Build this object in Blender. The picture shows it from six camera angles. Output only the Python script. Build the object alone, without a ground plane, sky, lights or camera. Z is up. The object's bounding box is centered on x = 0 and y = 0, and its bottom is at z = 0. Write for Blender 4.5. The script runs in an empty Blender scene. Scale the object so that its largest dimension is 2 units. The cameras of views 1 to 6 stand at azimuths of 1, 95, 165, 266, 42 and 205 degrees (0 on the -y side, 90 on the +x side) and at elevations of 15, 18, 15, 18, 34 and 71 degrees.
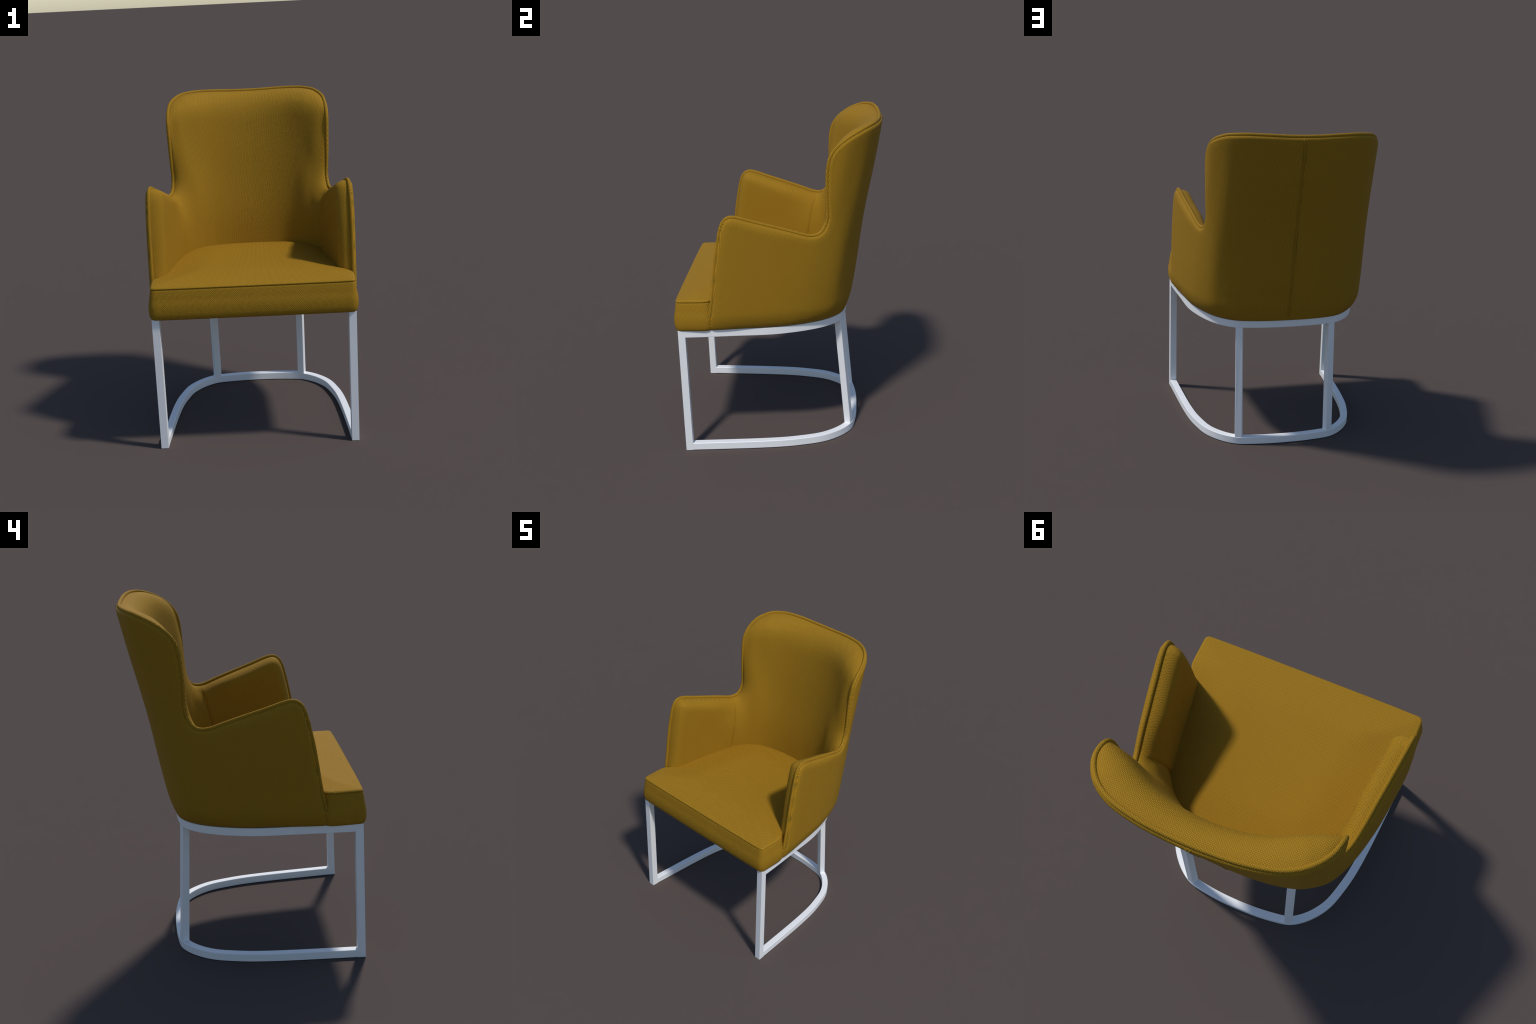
"""Upholstered armchair: a wrap-around shell (backrest + armrests) with an edge cord,
a boxed seat cushion and a white square-tube metal frame.  Metres, z up, front = -y."""
import bpy, math
import numpy as np
from mathutils import Vector
from mathutils.geometry import delaunay_2d_cdt

# ------------------------------------------------------------------ helpers
def spline_eval(t, P, x):
    """natural cubic spline through knots t (n,), values P (n,k) evaluated at x (m,)"""
    t = np.asarray(t, float); P = np.asarray(P, float); x = np.atleast_1d(np.asarray(x, float))
    n = len(t); h = np.diff(t)
    A = np.zeros((n, n)); B = np.zeros((n, P.shape[1]))
    A[0, 0] = A[-1, -1] = 1.0
    for i in range(1, n - 1):
        A[i, i-1] = h[i-1]; A[i, i] = 2*(h[i-1]+h[i]); A[i, i+1] = h[i]
        B[i] = 6*((P[i+1]-P[i])/h[i] - (P[i]-P[i-1])/h[i-1])
    M = np.linalg.solve(A, B)
    k = np.clip(np.searchsorted(t, x) - 1, 0, n-2)
    hk = h[k][:, None]; a = (t[k+1]-x)[:, None]; b = (x-t[k])[:, None]
    return (M[k]*a**3 + M[k+1]*b**3)/(6*hk) + (P[k]/hk - M[k]*hk/6)*a + (P[k+1]/hk - M[k+1]*hk/6)*b

def arclen(P):
    P = np.asarray(P, float)
    return np.r_[0, np.cumsum(np.linalg.norm(np.diff(P, axis=0), axis=1))]

def resample(P, step):
    s = arclen(P); n = max(2, int(round(s[-1]/step)) + 1)
    t = np.linspace(0, s[-1], n)
    return np.stack([np.interp(t, s, P[:, i]) for i in range(P.shape[1])], 1)

def smooth_path(P, step):
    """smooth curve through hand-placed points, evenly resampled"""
    P = np.asarray(P, float); s = arclen(P)
    return resample(spline_eval(s, P, np.linspace(0, s[-1], 40*len(P))), step)

def smoothstep(a, b, x):
    t = np.clip((x-a)/(b-a), 0, 1); return t*t*(3-2*t)

def new_object(name, verts, faces, mat, parent=None, smooth=True, normals=None):
    me = bpy.data.meshes.new(name)
    me.from_pydata([tuple(map(float, v)) for v in verts], [], [tuple(int(i) for i in f) for f in faces])
    me.update()
    me.polygons.foreach_set("use_smooth", [smooth]*len(me.polygons))
    if normals is not None:
        me.normals_split_custom_set_from_vertices([tuple(map(float, n)) for n in normals])
    me.materials.append(mat)
    ob = bpy.data.objects.new(name, me)
    bpy.context.scene.collection.objects.link(ob)
    ob.parent = parent
    return ob

def vertex_normals(V, F):
    N = np.zeros_like(V)
    for f in F:
        p = V[list(f)]
        n = np.cross(p[1]-p[0], p[2]-p[0])
        if len(f) == 4: n = np.cross(p[2]-p[0], p[3]-p[1])
        for i in f: N[i] += n
    return N/np.maximum(np.linalg.norm(N, axis=1, keepdims=True), 1e-12)

def tri_normals(V, F):
    F = np.asarray(F); fn = np.cross(V[F[:, 1]]-V[F[:, 0]], V[F[:, 2]]-V[F[:, 0]])
    N = np.zeros_like(V)
    for k in range(3): np.add.at(N, F[:, k], fn)
    return N/np.maximum(np.linalg.norm(N, axis=1, keepdims=True), 1e-12)

# ------------------------------------------------------------------ materials
def fabric_material(name, flat_top):
    m = bpy.data.materials.new(name); m.use_nodes = True
    nt = m.node_tree; N = nt.nodes; L = nt.links
    bsdf = N["Principled BSDF"]
    tc = N.new("ShaderNodeTexCoord"); geo = N.new("ShaderNodeNewGeometry")
    sp = N.new("ShaderNodeSeparateXYZ"); L.new(tc.outputs["Object"], sp.inputs[0])
    ab = N.new("ShaderNodeVectorMath"); ab.operation = "ABSOLUTE"; L.new(geo.outputs["Normal"], ab.inputs[0])
    sn = N.new("ShaderNodeSeparateXYZ"); L.new(ab.outputs[0], sn.inputs[0])
    def math_(op, a, b=None, c=None):
        n = N.new("ShaderNodeMath"); n.operation = op
        for i, v in enumerate((a, b, c)):
            if v is None: continue
            if isinstance(v, (int, float)): n.inputs[i].default_value = v
            else: L.new(v, n.inputs[i])
        return n.outputs[0]
    X, Y, Z = sp.outputs; NX, NY, NZ = sn.outputs
    # warp runs up the walls, weft follows the girth; flat tops are laid straight
    def pick(f, a, b):   # f ? b : a
        n = N.new("ShaderNodeMix"); n.data_type = "FLOAT"
        L.new(f, n.inputs[0]); L.new(a, n.inputs[2]); L.new(b, n.inputs[3]); return n.outputs[0]
    if flat_top:
        u, v = math_("ADD", math_("ABSOLUTE", X), Y), Z
        is_top = math_("GREATER_THAN", NZ, 0.72)
    else:
        lean = math_("SUBTRACT", math_("MULTIPLY", Z, 0.17), Y)
        u, v = math_("ADD", X, math_("MULTIPLY", math_("SIGN", X), lean)), Z
        is_top = math_("MULTIPLY", math_("GREATER_THAN", NZ, 0.55), math_("GREATER_THAN", Y, 0.31))
    u, v = pick(is_top, u, X), pick(is_top, v, Y)
    # staggered dashes: columns WU wide, dashes WV long, each column shifted
    WU, WV = 0.0051, 0.0112
    cu = math_("DIVIDE", u, WU)
    cv = math_("ADD", math_("DIVIDE", v, WV), math_("MULTIPLY", math_("FLOOR", cu), 0.5))
    su = math_("SINE", math_("MULTIPLY", math_("FRACT", cu), math.pi))
    sv = math_("SINE", math_("MULTIPLY", math_("FRACT", cv), math.pi))
    thread = math_("MULTIPLY", math_("POWER", su, 0.8), math_("POWER", sv, 0.6))
    noise = N.new("ShaderNodeTexNoise"); noise.inputs["Scale"].default_value = 9.0
    noise.inputs["Detail"].default_value = 2.0
    L.new(tc.outputs["Object"], noise.inputs["Vector"])
    ramp = N.new("ShaderNodeValToRGB")
    e = ramp.color_ramp.elements
    e[0].position = 0.12; e[0].color = DARK
    e[1].position = 0.85; e[1].color = LIGHT
    L.new(thread, ramp.inputs[0])
    hsv = N.new("ShaderNodeHueSaturation")
    L.new(ramp.outputs[0], hsv.inputs["Color"])
    L.new(math_("ADD", math_("MULTIPLY", noise.outputs["Fac"], 0.02), 0.99), hsv.inputs["Value"])
    L.new(hsv.outputs[0], bsdf.inputs["Base Color"])
    bsdf.inputs["Roughness"].default_value = 0.78
    bsdf.inputs["Specular IOR Level"].default_value = 0.16
    bump = N.new("ShaderNodeBump"); bump.inputs["Strength"].default_value = 0.75
    bump.inputs["Distance"].default_value = 0.0016
    L.new(thread, bump.inputs["Height"]); L.new(bump.outputs[0], bsdf.inputs["Normal"])
    return m

LIGHT = (0.435, 0.213, 0.0095, 1)
DARK = (0.183, 0.117, 0.0095, 1)

def metal_material():
    m = bpy.data.materials.new("white_powder_coat"); m.use_nodes = True
    nt = m.node_tree; N = nt.nodes; L = nt.links
    bsdf = N["Principled BSDF"]
    tc = N.new("ShaderNodeTexCoord")
    noise = N.new("ShaderNodeTexNoise"); noise.inputs["Scale"].default_value = 25.0
    L.new(tc.outputs["Object"], noise.inputs["Vector"])
    ramp = N.new("ShaderNodeValToRGB")
    ramp.color_ramp.elements[0].color = (0.775, 0.775, 0.775, 1)
    ramp.color_ramp.elements[1].color = (0.80, 0.80, 0.80, 1)
    L.new(noise.outputs["Fac"], ramp.inputs[0]); L.new(ramp.outputs[0], bsdf.inputs["Base Color"])
    bsdf.inputs["Roughness"].default_value = 0.45
    return m

FABRIC = fabric_material("mustard_woven_fabric", False)
SEAT_FABRIC = fabric_material("mustard_woven_seat_fabric", True)
METAL = metal_material()

# ------------------------------------------------------------------ the chair
chair = bpy.data.objects.new("upholstered_armchair", None)
bpy.context.scene.collection.objects.link(chair)
chair["label"] = "mustard upholstered wing-back armchair on white tubular metal frame"
chair["category"] = "armchair"

# ================================================================== metal frame
TUBE_W, TUBE_H = 0.043, 0.046
LOWER = [(.590, -.614), (.581, -.46), (.572, -.312), (.551, -.056), (.535, .050), (.516, .130), (.482, .235),
         (.427, .322), (.364, .384), (.302, .420), (.235, .435), (.120, .448), (0, .452)]
UPPER = [(.590, -.614), (.579, -.42), (.564, -.233), (.543, -.019), (.527, .045), (.503, .120), (.472, .193),
         (.435, .258), (.384, .317), (.323, .360), (.262, .377), (.140, .392), (0, .398)]
Z_SEAT_RAIL = 0.760

def plan_offset(P, d):
    T = np.gradient(P, axis=0); T /= np.linalg.norm(T, axis=1, keepdims=True)
    return P + d*np.c_[-T[:, 1], T[:, 0]]

def frame_plan(points):
    half = smooth_path(points, 0.012)           # front -> centre back, x >= 0
    half[-1, 0] = 0
    full = np.r_[half, (half*[-1, 1])[-2::-1]]  # -> other front
    inner = plan_offset(full, TUBE_W)
    if inner[0, 0] > full[0, 0]: inner = plan_offset(full, -TUBE_W)
    inner[0, 1] = full[0, 1]; inner[-1, 1] = full[-1, 1]
    return full, inner

def sweep_rect(outer, inner, z0, z1, b=0.0022):
    """square tube between two plan curves, edges eased by b"""
    V = []; F = []
    prof = [(0, z0+b), (0, z1-b), (b, z1), (1-b, z1), (1, z1-b), (1, z0+b), (1-b, z0), (b, z0)]
    for o, i in zip(outer, inner):
        d = i-o; w = np.linalg.norm(d)
        for q, z in prof:
            f = q if q in (0, 1) else (b/w if q == b else 1-b/w)
            V.append((*(o+d*f), z))
    n = len(prof)
    for k in range(len(outer)-1):
        for j in range(n):
            a = k*n+j; c = k*n+(j+1) % n
            F.append((a, c, c+n, a+n))
    F.append(tuple(range(n))[::-1]); F.append(tuple((len(outer)-1)*n+j for j in range(n)))
    return V, F

def plan_at(curve_o, curve_i, y=None, x=None):
    """outer+inner plan points where the outer curve crosses a given y or x (x>0 half)"""
    h = len(curve_o)//2+1
    co, ci = curve_o[:h], curve_i[:h]
    key, val = (co[:, 1], y) if y is not None else (-co[:, 0], -x)
    f = lambda c: np.array([np.interp(val, key, c[:, 0]), np.interp(val, key, c[:, 1])])
    return f(co), f(ci)

def chamfer_prism(name, low, high, z0, z1, b=0.0022):
    """leg: four plan corners at the bottom and top, vertical edges eased"""
    def ring(q):
        q = np.asarray(q, float); out = []
        for k in range(4):
            p, a, c = q[k], q[k-1], q[(k+1) % 4]
            out.append(p+(a-p)/np.linalg.norm(a-p)*b); out.append(p+(c-p)/np.linalg.norm(c-p)*b)
        return out
    V = [(*p, z0) for p in ring(low)] + [(*p, z1) for p in ring(high)]
    F = [(k, (k+1) % 8, 8+(k+1) % 8, 8+k) for k in range(8)]
    F += [tuple(range(8))[::-1], tuple(range(8, 16))]
    A = np.array(V); c = A.mean(0); f0 = A[list(F[0])]
    if np.dot(np.cross(f0[1]-f0[0], f0[2]-f0[0]), f0.mean(0)-c) < 0: F = [f[::-1] for f in F]
    return new_object(name, V, F, METAL, chair, smooth=False)

lo_o, lo_i = frame_plan(LOWER)
up_o, up_i = frame_plan(UPPER)
Y_LEG = -.614 + TUBE_W

def clip_front(o, i):
    """the rail starts behind the front leg"""
    po, pi = plan_at(o, i, y=Y_LEG)
    pi[1] = po[1]
    h = len(o)//2+1
    keep = o[:h, 1] > Y_LEG + .004
    O = np.r_[[po], o[:h][keep]]; I = np.r_[[pi], i[:h][keep]]
    return np.r_[O, (O*[-1, 1])[-2::-1]], np.r_[I, (I*[-1, 1])[-2::-1]]

for nm, (o, i), z in (("rail", clip_front(lo_o, lo_i), 0.0), ("rail", clip_front(up_o, up_i), Z_SEAT_RAIL)):
    V, F = sweep_rect(o, i, z, z+TUBE_H)
    ob = new_object(nm, V, F, METAL, chair, smooth=True)
    ob.data.set_sharp_from_angle(angle=math.radians(30))

for sx in (1, -1):
    q = [lo_o[0], plan_at(lo_o, lo_i, y=Y_LEG)[0], plan_at(lo_o, lo_i, y=Y_LEG)[1], lo_i[0]]
    q[2] = np.array([q[2][0], q[1][1]])
    q = np.array(q)*[sx, 1]
    chamfer_prism("leg", q, q, 0.0, Z_SEAT_RAIL+TUBE_H-.0005, .0004)
    quads = []
    for (o, i) in ((lo_o, lo_i), (up_o, up_i)):
        a, b = plan_at(o, i, x=.321), plan_at(o, i, x=.279)
        d = (b[0]-a[0]); nrm = np.array([d[1], -d[0]]); nrm /= np.linalg.norm(nrm)
        if nrm[1] > 0: nrm = -nrm
        e = .0008
        quads.append(np.array([a[0]+nrm*e, b[0]+nrm*e, b[0]+nrm*(TUBE_W-e), a[0]+nrm*(TUBE_W-e)])*[sx, 1])
    chamfer_prism("leg", quads[0], quads[1], TUBE_H-.002, Z_SEAT_RAIL+.002)

# ================================================================== upholstered shell
# Horizontal outlines of the outer face (x >= 0 half, centre back -> arm front) at five heights.
OUTLINES = {
    0.80: [(0, .415), (.10, .413), (.20, .407), (.28, .395), (.356, .374), (.413, .340), (.463, .293), (.503, .230),
           (.536, .150), (.564, .045), (.586, -.07), (.603, -.21), (.614, -.31), (.617, -.43)],
    1.00: [(0, .455), (.10, .453), (.20, .444), (.28, .429), (.356, .404), (.414, .371), (.466, .330), (.506, .265),
           (.539, .180), (.567, .070), (.590, -.05), (.607, -.20), (.616, -.31), (.618, -.43)],
    1.40: [(0, .520), (.10, .518), (.20, .510), (.28, .496), (.357, .472), (.417, .440), (.470, .393), (.505, .328),
           (.532, .242), (.562, .115), (.588, -.035), (.608, -.185), (.617, -.31), (.618, -.43)],
    1.70: [(0, .586), (.10, .583), (.20, .573), (.285, .561), (.361, .536), (.421, .501), (.470, .450), (.509, .386),
           (.525, .300), (.560, .172), (.580, .02), (.598, -.14), (.609, -.28), (.617, -.42)],
    2.00: [(0, .643), (.10, .640), (.20, .632), (.286, .617), (.361, .595), (.422, .562), (.476, .513), (.515, .447),
           (.535, .363), (.570, .225), (.585, .06), (.600, -.11), (.609, -.26), (.616, -.41)],
}
LEVELS = np.array(sorted(OUTLINES))
CTRL = np.array([OUTLINES[z] for z in LEVELS])            # (level, point, xy)
S_KNOT = arclen(CTRL[2]); S_END = S_KNOT[-1]
# bottom edge, tucked in to the seat rail
BOTTOM = np.array([(0, .404), (.10, .402), (.19, .393), (.265, .380), (.326, .358), (.378, .319), (.425, .267), (.463, .202),
                   (.496, .124), (.527, .028), (.547, -.09), (.563, -.22), (.577, -.32), (.590, -.43)])
Z_BOTTOM = 0.808

def outer_plan(s, z):
    """outer face, point (x, y) for girth position s and height z (arrays)"""
    # spline the control points over height first, then along the girth
    n = len(s); out = np.zeros((n, 2)); eps = 0
    flat = CTRL.reshape(len(LEVELS), -1)
    order = np.argsort(z, kind="stable")
    zq = np.round(z, 4)
    for zz in np.unique(zq):
        m = zq == zz
        # mirrored knots so the curve is smooth across the centre
        c = spline_eval(LEVELS, flat, [zz]).reshape(-1, 2)
        if zz < Z_BOTTOM + TUCK:
            t = np.clip((zz-Z_BOTTOM)/TUCK, 0, 1); w = max(0, 1-(1-t)**2)**.65
            c = BOTTOM*(1-w) + c*w
        k = np.r_[-S_KNOT[3:0:-1], S_KNOT]
        P = np.r_[c[3:0:-1]*[-1, 1], c]
        out[m] = spline_eval(k, P, s[m])
    return out
TUCK = 0.115

def outer_frame(s, z):
    p = outer_plan(s, z); h = 0.004
    a = outer_plan(s-h, z); b = outer_plan(s+h, z)
    t = b-a; t /= np.linalg.norm(t, axis=1, keepdims=True)
    n = np.c_[-t[:, 1], t[:, 0]]          # outward: centre back t=(1,0) -> n=(0,1)
    return p, n

# Free edge of the shell (line of the cord), centre top -> wing -> dip -> arm -> arm front foot
EDGE = [(0, .627, 1.979), (.10, .626, 1.980), (.19, .619, 1.984), (.272, .605, 1.986), (.34, .580, 1.986), (.396, .548, 1.981),
        (.43, .522, 1.975), (.462, .488, 1.961), (.488, .447, 1.942), (.509, .404, 1.913), (.524, .364, 1.877),
        (.532, .333, 1.831), (.535, .316, 1.772), (.534, .310, 1.704), (.529, .306, 1.62), (.523, .307, 1.53),
        (.521, .306, 1.458), (.523, .290, 1.408), (.528, .258, 1.372), (.536, .214, 1.362), (.550, .140, 1.379),
        (.565, .055, 1.408), (.580, -.05, 1.441), (.596, -.165, 1.478), (.604, -.235, 1.499), (.607, -.266, 1.500),
        (.609, -.291, 1.486), (.611, -.308, 1.460), (.612, -.321, 1.425), (.613, -.333, 1.375), (.614, -.350, 1.29),
        (.616, -.371, 1.15), (.617, -.391, 1.0), (.615, -.406, .91), (.608, -.414, .85), (.592, -.418, Z_BOTTOM)]
# how far the cord lies inside the outer face along that edge
CORD_IN_AT = [(0, .025), (.30, .024), (.55, .021), (.70, .018), (1.05, .020), (1.25, .021), (1.45, .030), (1.62, .030), (1.75, .025), (2.3, .022)]

def to_domain(P):
    P = np.asarray(P, float); grid = np.linspace(0, S_END, 1500); out = []
    for x, y, z in P:
        c = outer_plan(grid, np.full_like(grid, z))
        i = ((c-[x, y])**2).sum(1).argmin(); out.append((grid[i], z))
    out = np.array(out); out[0, 0] = 0
    return out

edge2 = to_domain(EDGE)
edge2 = smooth_path(edge2, 0.008)
edge2[:, 1] += .004*smoothstep(1.30, 1.37, edge2[:, 1])*smoothstep(1.95, 1.85, edge2[:, 1]); edge2[0, 0] = 0; edge2[-1, 1] = Z_BOTTOM
S_FOOT = edge2[-1, 0]

def edge_distance(Q):
    A, B = edge2[:-1], edge2[1:]; d = B-A; L2 = (d**2).sum(1)
    best = np.full(len(Q), 9.0)
    for a, dd, l in zip(A, d, L2):
        t = np.clip(((Q-a)@dd)/l, 0, 1)
        best = np.minimum(best, np.linalg.norm(Q-a-t[:, None]*dd, axis=1))
    return best

# girth position of the seam between the armrest and the backrest
grid = np.linspace(0, S_END, 1500)
S_SEAM = grid[np.abs(outer_plan(grid, np.full_like(grid, 1.4))[:, 1]-.222).argmin()]
seam_top = np.interp(S_SEAM, *(lambda m: (edge2[m, 0], edge2[m, 1]))((edge2[:, 1] < 1.45) & (edge2[:, 1] > 1.36) & (edge2[:, 0] > S_SEAM-.1)))

# ---- triangulate the unrolled half shell
rings = [0, .002, .005, .009, .014, .020, .027, .036]
T = np.gradient(edge2, axis=0); T /= np.linalg.norm(T, axis=1, keepdims=True)
NI = np.c_[T[:, 1], -T[:, 0]]                       # inward (material side)
pts = []; edges = []
def add_line(P, closed=False):
    i0 = len(pts); pts.extend(map(tuple, P)); edges.extend((i0+k, i0+k+1) for k in range(len(P)-1)); return i0
zc = np.r_[np.linspace(Z_BOTTOM, edge2[0, 1]-.045, 110), edge2[0, 1]-np.array(rings[::-1])]
SEAM_COLS = [.0025, .005, .0075, .010, .013, .018, .025]
bt = np.r_[0, SEAM_COLS, np.arange(.037, S_FOOT-.04, .012), S_FOOT-np.array(rings[:0:-1])]
centre = np.c_[np.zeros(len(zc)), zc]; bottom = np.c_[bt, np.full(len(bt), Z_BOTTOM)]
outline = np.r_[bottom, edge2[::-1], centre[-2:0:-1]]
n0 = len(outline); pts = list(map(tuple, outline)); edges = [(k, (k+1) % n0) for k in range(n0)]
def inside_mask(Q):
    x, y = Q[:, 0], Q[:, 1]; c = np.zeros(len(Q), bool)
    A = outline; B = np.roll(outline, -1, axis=0)
    for (x1, y1), (x2, y2) in zip(A, B):
        if y1 == y2: continue
        m = (y1 > y) != (y2 > y)
        c ^= m & (x < (x2-x1)*(y-y1)/(y2-y1)+x1)
    return c
ring_pts = np.concatenate([edge2 + NI*r for r in rings[1:]])
ring_pts = ring_pts[(ring_pts[:, 0] > .0305) & (ring_pts[:, 1] > Z_BOTTOM+.003)]
# seam line (kept as real edges)
seam = np.c_[np.full(60, S_SEAM), np.linspace(Z_BOTTOM, seam_top, 60)]
# regular field, finer beside the centre seam and the arm seam, and in the tucked bottom
gx = np.r_[SEAM_COLS, np.arange(.037, S_FOOT+.02, .0115)]
gz = np.r_[Z_BOTTOM+np.array([.002, .005, .009, .014, .02, .027, .035, .044, .054, .065]), np.arange(Z_BOTTOM+.077, 2.0, .0115)]
G = np.stack(np.meshgrid(gx, gz), -1).reshape(-1, 2)
G = np.r_[G, np.stack(np.meshgrid(S_SEAM+np.array([-.014, -.008, -.004, -.0015, .0015, .004, .008, .014]), gz), -1).reshape(-1, 2)]
G = G[(np.abs(G[:, 0]-S_SEAM) > .015) | np.isin(np.round(np.abs(G[:, 0]-S_SEAM), 4), [.014, .008, .004, .0015])]
top_cols = np.stack(np.meshgrid(SEAM_COLS, edge2[0, 1]-np.array(rings[1:])), -1).reshape(-1, 2)
G = G[inside_mask(G)]; G = G[edge_distance(G) > rings[-1]+.007]
cand = np.r_[ring_pts, top_cols]; cand = cand[inside_mask(cand)]
dc = edge_distance(cand)
allp = np.r_[np.array(pts), cand, G]
i0 = len(allp); allp = np.r_[allp, seam[1:-1]]
edges += [(i0+k, i0+k+1) for k in range(len(seam)-3)]
vv, ee, ff, *_ = delaunay_2d_cdt([Vector(p) for p in allp], edges, [], 2, 1e-5)
D2 = np.array([(v[0], v[1]) for v in vv]); TRI = np.array([f for f in ff if len(f) == 3])
area = np.cross(D2[TRI[:, 1]]-D2[TRI[:, 0]], D2[TRI[:, 2]]-D2[TRI[:, 0]])
TRI = np.where(area[:, None] > 0, TRI, TRI[:, ::-1])
TRI = TRI[inside_mask(D2[TRI].mean(1)) & (np.abs(area) > 1e-9)]
used = np.unique(TRI); remap = -np.ones(len(D2), int); remap[used] = np.arange(len(used))
D2 = D2[used]; TRI = remap[TRI]
S, Zd = D2[:, 0], D2[:, 1]
DIST = edge_distance(D2)
PLAN, PN = outer_frame(S, Zd)

# ---- outer face: rolls in to the cord; centre-back seam
CORD_R = 0.0105
edge_s = arclen(edge2)
near = np.array([((edge2-q)**2).sum(1).argmin() for q in D2])
ca = np.array(CORD_IN_AT); CORD_IN = np.interp(edge_s, ca[:, 0], ca[:, 1])
for _ in range(8): CORD_IN[1:-1] = (CORD_IN[:-2]+CORD_IN[1:-1]+CORD_IN[2:])/3
EDGE_IN = CORD_IN[near]-.001
EDGE_ROLL = EDGE_IN*np.interp(edge_s[near], [0, .4, .8], [1.05, 1.2, 1.5])
roll = lambda d, w: 1-np.sqrt(np.maximum(0, 1-(1-np.clip(d/w, 0, 1))**2))
o_in = EDGE_IN*roll(DIST, EDGE_ROLL)
a_s = np.abs(S)
seam_shape = .0038*np.exp(-((a_s-.0065)/.0028)**2) - .0030*np.exp(-(a_s/.0035)**2)
pleat = (.0075*np.exp(-((a_s-.007)/.003)**2) - .003*np.exp(-(a_s/.0025)**2))*smoothstep(.045, .028, DIST)*smoothstep(.002, .01, DIST)
o_in = o_in + (seam_shape - pleat)*(Zd > .83)
# faint welt beside the cord
o_in = o_in + .0012*np.exp(-((DIST-.027)/.0035)**2)
OUT = np.c_[PLAN - PN*o_in[:, None], Zd]

# ---- inner face: padding of varying thickness, swelling from the cord
# Horizontal outlines of the padded inner face, same girth stations as the outer face.
INNER = {
    0.80: [(0, .322), (.080, .319), (.160, .309), (.228, .292), (.292, .263), (.340, .230), (.382, .190), (.412, .150),
           (.430, .112), (.448, .025), (.468, -.075), (.488, -.205), (.505, -.31), (.520, -.41)],
    1.00: [(0, .337), (.080, .334), (.160, .323), (.228, .305), (.291, .275), (.338, .243), (.382, .205), (.412, .163),
           (.430, .125), (.448, .035), (.468, -.07), (.488, -.205), (.505, -.31), (.520, -.41)],
    1.20: [(0, .357), (.080, .354), (.161, .342), (.230, .322), (.294, .291), (.342, .259), (.386, .224), (.416, .178),
           (.434, .135), (.453, .04), (.472, -.065), (.491, -.20), (.508, -.31), (.522, -.41)],
    1.40: [(0, .391), (.082, .387), (.165, .375), (.236, .354), (.301, .323), (.351, .292), (.400, .270), (.442, .240),
           (.468, .186), (.468, .05), (.477, -.06), (.494, -.19), (.509, -.31), (.524, -.41)],
    1.60: [(0, .423), (.084, .419), (.168, .407), (.240, .388), (.306, .362), (.357, .336), (.403, .309), (.445, .282),
           (.477, .240), (.472, .10), (.486, -.03), (.499, -.17), (.512, -.30), (.526, -.41)],
    1.80: [(0, .461), (.086, .457), (.170, .444), (.243, .424), (.309, .396), (.360, .371), (.407, .347), (.453, .324),
           (.489, .290), (.482, .13), (.492, -.01), (.502, -.16), (.513, -.30), (.527, -.41)],
    2.00: [(0, .500), (.087, .496), (.171, .483), (.245, .462), (.311, .433), (.362, .405), (.410, .384), (.455, .358),
           (.491, .322), (.490, .15), (.497, 0), (.504, -.15), (.514, -.30), (.528, -.41)],
}
IN_LEVELS = np.array(sorted(INNER)); IN_CTRL = np.array([INNER[z] for z in IN_LEVELS]).reshape(len(IN_LEVELS), -1)
def inner_plan(s, z, origin, normal):
    """where the outer face's inward normal meets the inner outline at that height"""
    out = np.zeros((len(s), 2)); zq = np.round(z, 3)
    knots = np.r_[-S_KNOT[3:0:-1], S_KNOT]; fine = np.linspace(knots[0], knots[-1], 700)
    for zz in np.unique(zq):
        m = np.where(zq == zz)[0]
        c = spline_eval(IN_LEVELS, IN_CTRL, [zz]).reshape(-1, 2)
        curve = spline_eval(knots, np.r_[c[3:0:-1]*[-1, 1], c], fine)
        curve = np.r_[curve, [curve[-1]+(curve[-1]-curve[-12])*8]]
        def hit(o, n):
            """arc position on the outline met by the inward normals"""
            d = curve[None] - o[:, None]; n = n[:, None]
            side = d[..., 0]*n[..., 1] - d[..., 1]*n[..., 0]
            k = np.argmin(np.abs(side) + 10*((d*n).sum(-1) > 0), axis=1)
            k = np.clip(k, 1, len(curve)-2); r = np.arange(len(o))
            k = np.where(side[r, k]*side[r, k-1] < 0, k-1, k)
            a, b = side[r, k], side[r, k+1]
            t = np.clip(-a/np.where(np.abs(b-a) > 1e-9, b-a, 1), 0, 1)
            return L[k]*(1-t) + L[k+1]*t
        L = arclen(curve); L -= np.interp(0, fine, L[:-1])
        ref = hit(*outer_frame(np.array([S_SEAM]), np.array([zz])))[0]
        q = s[m]/S_SEAM; ratio = ref/S_SEAM
        # behind the seam the cloth is gathered evenly, in front it follows the normals
        at = np.where(q <= 1, s[m]*(1-(1-ratio)*np.clip(q, 0, 1)), hit(origin[m], normal[m]))
        out[m] = np.c_[np.interp(at, L, curve[:, 0]), np.interp(at, L, curve[:, 1])]
    return out
FULL = inner_plan(S, Zd, PLAN, PN)
FULL[np.abs(S) < 1e-6, 0] = 0
swell = np.interp(S, [0, S_KNOT[5], S_SEAM-.06, S_SEAM+.08, S_END], [.215, .165, .120, .086, .064])
IN_EDGE = CORD_IN[near]-.001
g = (1-(1-np.clip(DIST/swell, 0, 1))**2.8)**.43
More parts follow.
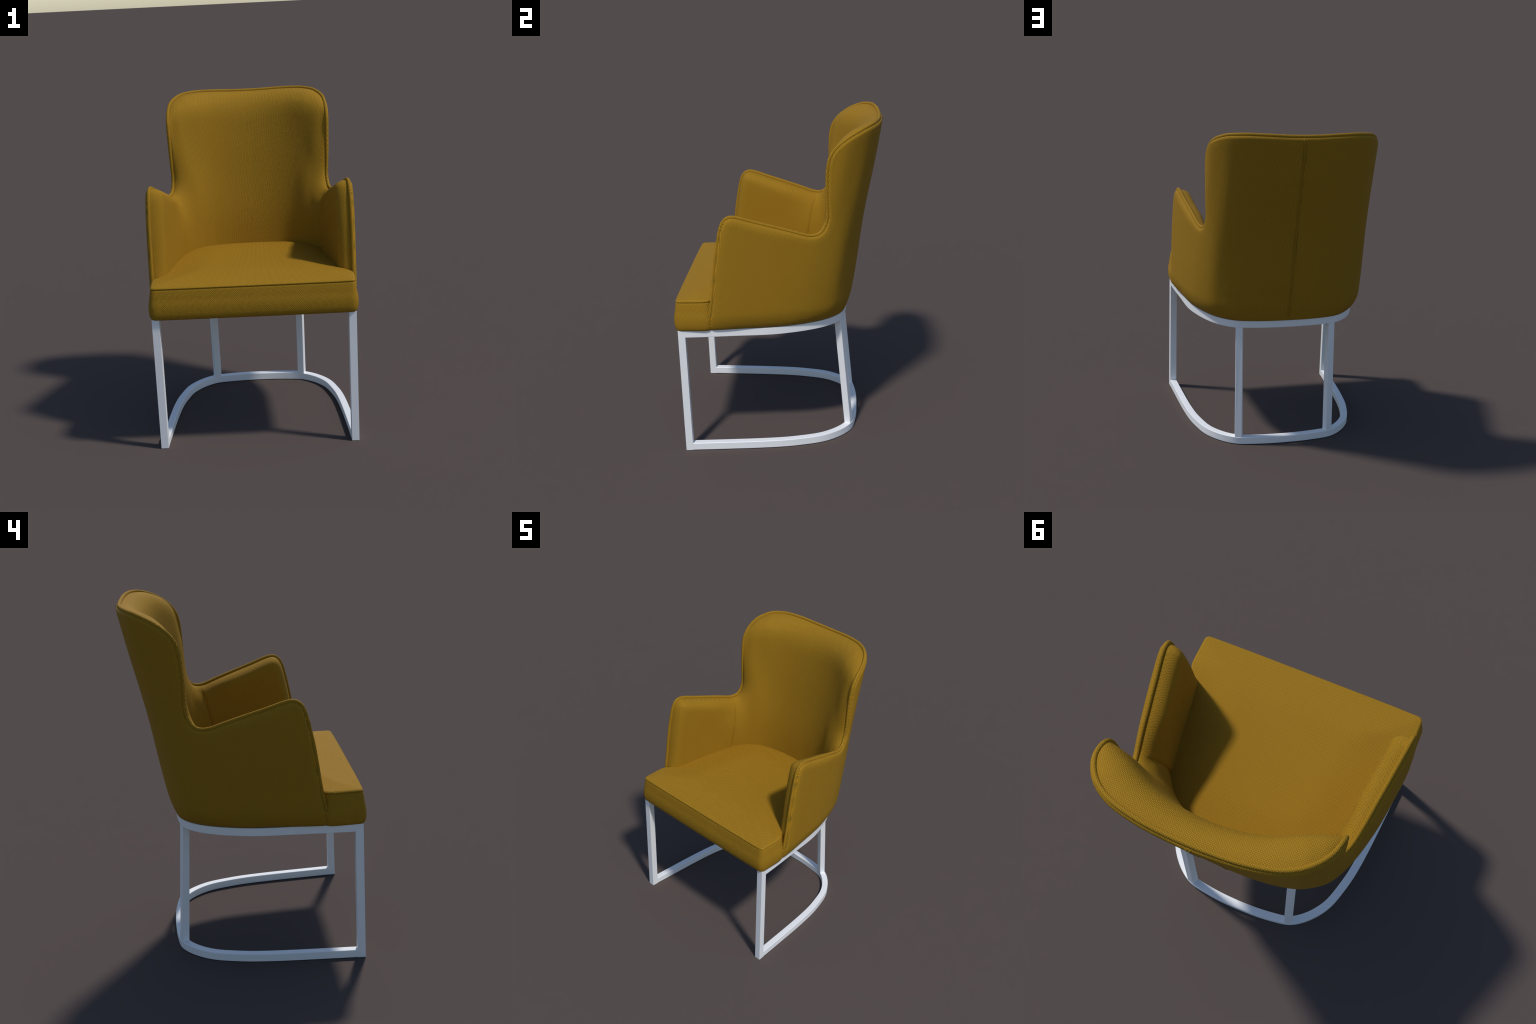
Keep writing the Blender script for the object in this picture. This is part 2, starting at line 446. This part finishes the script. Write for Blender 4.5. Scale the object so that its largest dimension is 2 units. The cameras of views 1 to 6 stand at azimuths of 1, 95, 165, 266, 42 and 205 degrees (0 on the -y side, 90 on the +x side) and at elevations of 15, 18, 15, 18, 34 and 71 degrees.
INN2 = (PLAN - PN*IN_EDGE[:, None])*(1-g[:, None]) + FULL*g[:, None]
# sewn valley where the armrest panel meets the back panel
reach = np.where(S > S_SEAM, .010, .045)
valley = .009*np.exp(-np.abs(S-S_SEAM)/reach)*smoothstep(.002, .05, DIST)
INN = np.c_[INN2 + PN*valley[:, None], Zd]

# ---- mirror the half and split into backrest + two armrests, sharing border normals
is_arm_half = D2[TRI].mean(1)[:, 0] > S_SEAM
def full_sheet(P, flip):
    n = len(P); mid = np.where(np.abs(S) < 1e-6)[0]
    idx = np.arange(n)+n; idx[mid] = mid
    P2 = P*[-1, 1, 1]; P = P.copy(); P[mid, 0] = 0
    V = np.r_[P, P2]
    F = np.r_[TRI, idx[TRI][:, ::-1]]
    if flip: F = F[:, ::-1]
    region = np.r_[np.where(is_arm_half, 1, 0), np.where(is_arm_half, 2, 0)]
    return V, F, tri_normals(V, F), region
Vo, Fo, No, Ro = full_sheet(OUT, False)
# check the outer face points outward
c0 = Vo[Fo].mean(1); fn = np.cross(Vo[Fo[:, 1]]-Vo[Fo[:, 0]], Vo[Fo[:, 2]]-Vo[Fo[:, 0]])
if (fn[:, :2]*(c0[:, :2]-[0, -.1])).sum() < 0:
    Vo, Fo, No, Ro = full_sheet(OUT, True); Vi, Fi, Ni, Ri = full_sheet(INN, False)
else:
    Vi, Fi, Ni, Ri = full_sheet(INN, True)
# underside lip closing outer to inner face along the bottom edge
for reg, nm in ((0, "backrest"), (1, "armrest"), (2, "armrest")):
    vs, fs, ns = [], [], []; base = 0
    for V, F, N, R in ((Vo, Fo, No, Ro), (Vi, Fi, Ni, Ri)):
        f = F[R == reg]; N = tri_normals(V, f) if F is Fi else N
        u = np.unique(f); mp = -np.ones(len(V), int); mp[u] = np.arange(len(u))+base
        vs.append(V[u]); ns.append(N[u]); fs.append(mp[f]); base += len(u)
    vs = np.concatenate(vs); ns = np.concatenate(ns); fs = np.concatenate(fs)
    # bottom lip
    lip_v, lip_f = [], []
    b = np.where(np.abs(Zd-Z_BOTTOM) < 1e-5)[0]; b = b[np.argsort(S[b])]
    if reg == 0:
        b = b[S[b] <= S_SEAM+1e-6]; seq_o = np.r_[OUT[b][::-1]*[-1, 1, 1], OUT[b][1:]]; seq_i = np.r_[INN[b][::-1]*[-1, 1, 1], INN[b][1:]]
    else:
        b = b[S[b] >= S_SEAM-1e-6]; sx = 1 if reg == 1 else -1
        seq_o = OUT[b]*[sx, 1, 1]; seq_i = INN[b]*[sx, 1, 1]
    k = len(seq_o); lip_v = np.r_[seq_o, seq_i]+[0, 0, -.0006]
    lip_f = np.array([(j, j+1, k+j+1) for j in range(k-1)]+[(j, k+j+1, k+j) for j in range(k-1)])
    nz = np.cross(lip_v[lip_f[:, 1]]-lip_v[lip_f[:, 0]], lip_v[lip_f[:, 2]]-lip_v[lip_f[:, 0]])[:, 2].sum()
    if nz > 0: lip_f = lip_f[:, ::-1]
    fs = np.r_[fs, lip_f+len(vs)]; vs = np.r_[vs, lip_v]; ns = np.r_[ns, np.tile([0, 0, -1.], (len(lip_v), 1))]
    new_object(nm, vs, fs, FABRIC, chair, normals=ns)

# ---- edge cord, a round welt in the joint between the two faces
def tube(path, r, sides=14, flat=1.0):
    P = np.asarray(path, float); T = np.gradient(P, axis=0); T /= np.linalg.norm(T, axis=1, keepdims=True)
    V = []; F = []; u = np.cross(T[0], [1., 0, 0.2]); u /= np.linalg.norm(u)
    for p, t in zip(P, T):
        u = u - t*(u@t); u /= np.linalg.norm(u); w = np.cross(t, u)
        for k in range(sides):
            a = 2*math.pi*k/sides; V.append(p+r*(math.cos(a)*u+math.sin(a)*w))
    n = len(P)
    for i in range(n-1):
        for k in range(sides):
            a = i*sides+k; b = i*sides+(k+1) % sides
            F.append((a, b, b+sides, a+sides))
    F.append(tuple(range(sides))[::-1]); F.append(tuple((n-1)*sides+k for k in range(sides)))
    return V, F
cord2 = edge2 - NI*0.003; cord2[0, 0] = 0; cord2[-1, 1] = Z_BOTTOM
pe, ne = outer_frame(cord2[:, 0], cord2[:, 1])
cord = np.c_[pe - ne*CORD_IN[:, None], cord2[:, 1]]
cord[0, 0] = 0
cord = np.r_[(cord*[-1, 1, 1])[:0:-1], cord]
Vc, Fc = tube(cord, CORD_R)
new_object("piping", Vc, Fc, FABRIC, chair)

# ================================================================== seat cushion
# plan outline, x >= 0: front centre -> front corner -> shoulder in front of the arm -> along the arm -> back
def seat_half():
    front = [(0, -.618), (.15, -.618), (.30, -.618), (.45, -.617), (.555, -.615)]
    corner = [(.563+.022*math.sin(a), -.615+.022-.022*math.cos(a)) for a in np.linspace(.2, math.pi/2, 7)]
    side = [(.586, -.54), (.587, -.49), (.587, -.465), (.5865, -.448), (.583, -.432), (.576, -.419), (.566, -.407)]
    arm = [(.553, -.390), (.541, -.355), (.525, -.28), (.505, -.10), (.478, .06), (.450, .17), (.400, .265), (.33, .325), (.22, .360), (.1, .372), (0, .375)]
    return np.array(front+corner+side+arm)
sh = resample(seat_half(), 0.009); sh[-1, 0] = 0
seat_out = np.r_[sh, (sh*[-1, 1])[-2:0:-1]]
NS = len(seat_out)
Tn = np.roll(seat_out, -1, 0)-np.roll(seat_out, 1, 0); Tn /= np.linalg.norm(Tn, axis=1, keepdims=True)
OUTN = np.c_[Tn[:, 1], -Tn[:, 0]]
for _ in range(3): OUTN = (np.roll(OUTN, 1, 0)+OUTN*2+np.roll(OUTN, -1, 0)); OUTN /= np.linalg.norm(OUTN, axis=1, keepdims=True)
# wall profile: (outward bulge, height)
Z_SEAM, Z_FOOT = 0.982, 0.800
wall = [(-.030, Z_FOOT), (-.010, Z_FOOT), (-.001, Z_FOOT+.0015), (.007, Z_FOOT+.006), (.0125, Z_FOOT+.013), (.016, Z_FOOT+.023)]
wall += [(.016+.0045*math.sin(math.pi*min(1, t*1.35+.12))-.0125*t**2.6, Z_FOOT+.028+t*(Z_SEAM-Z_FOOT-.034)) for t in np.linspace(.06, .96, 14)]
wall += [(.0035, Z_SEAM-.004), (.0022, Z_SEAM-.0015), (-.0004, Z_SEAM+.0005), (.0014, Z_SEAM+.0025)]
wall += [(.0008+.0036*math.sin(t)-.0095*max(0, (t-1.4))/1.3, Z_SEAM+.010-.0078*math.cos(t)) for t in np.linspace(.25, 2.7, 9)]
wall += [(-.0125, Z_SEAM+.0168), (-.015, Z_SEAM+.0170), (-.019, Z_SEAM+.0180)]
V = []; F = []
for b, z in wall:
    V.extend((*(p+n*b), z) for p, n in zip(seat_out, OUTN))
for j in range(len(wall)-1):
    for k in range(NS):
        k2 = (k+1) % NS
        F.append((j*NS+k, j*NS+k2, (j+1)*NS+k2, (j+1)*NS+k))
F.append(tuple(range(NS))[::-1])
# crowned top: field points inside the last ring
ring = np.array([v[:2] for v in V[-NS:]])
gx = np.arange(-.60, .601, .015); G = np.stack(np.meshgrid(gx, np.arange(-.62, .38, .015)), -1).reshape(-1, 2)
def poly_in(Q, poly):
    c = np.zeros(len(Q), bool)
    for (x1, y1), (x2, y2) in zip(poly, np.roll(poly, -1, 0)):
        if y1 == y2: continue
        m = (y1 > Q[:, 1]) != (y2 > Q[:, 1]); c ^= m & (Q[:, 0] < (x2-x1)*(Q[:, 1]-y1)/(y2-y1)+x1)
    return c
def poly_dist(Q, poly):
    best = np.full(len(Q), 9.)
    for a, b in zip(poly, np.roll(poly, -1, 0)):
        d = b-a; l = d@d
        if l < 1e-14: continue
        t = np.clip((Q-a)@d/l, 0, 1); best = np.minimum(best, np.linalg.norm(Q-a-t[:, None]*d, axis=1))
    return best
G = G[poly_in(G, ring)]; G = G[poly_dist(G, ring) > .006]
vv, ee, ff, ov, *_ = delaunay_2d_cdt([Vector(p) for p in np.r_[ring, G]], [(k, (k+1) % NS) for k in range(NS)], [], 1, 1e-6)
Q = np.array([(v[0], v[1]) for v in vv]); dq = poly_dist(Q, ring)
zt = wall[-1][1] + .004*(1-np.exp(-dq/.04)) + .019*smoothstep(0, .24, dq) + .007*smoothstep(-.1, .3, Q[:, 1])*smoothstep(0, .05, dq)
base = len(V) - NS; mp = {}
for k in range(len(Q)):
    orig = [o for o in ov[k] if o < NS]
    if orig: mp[k] = base+orig[0]
    else: mp[k] = len(V); V.append((Q[k, 0], Q[k, 1], zt[k]))
for f in ff:
    f = [mp[i] for i in f]
    p = np.array([V[i] for i in f]); nz = np.cross(p[1]-p[0], p[2]-p[0])[2]
    if len(set(f)) == 3: F.append(tuple(f) if nz > 0 else tuple(f[::-1]))
seat = new_object("seat", V, F, SEAT_FABRIC, chair)
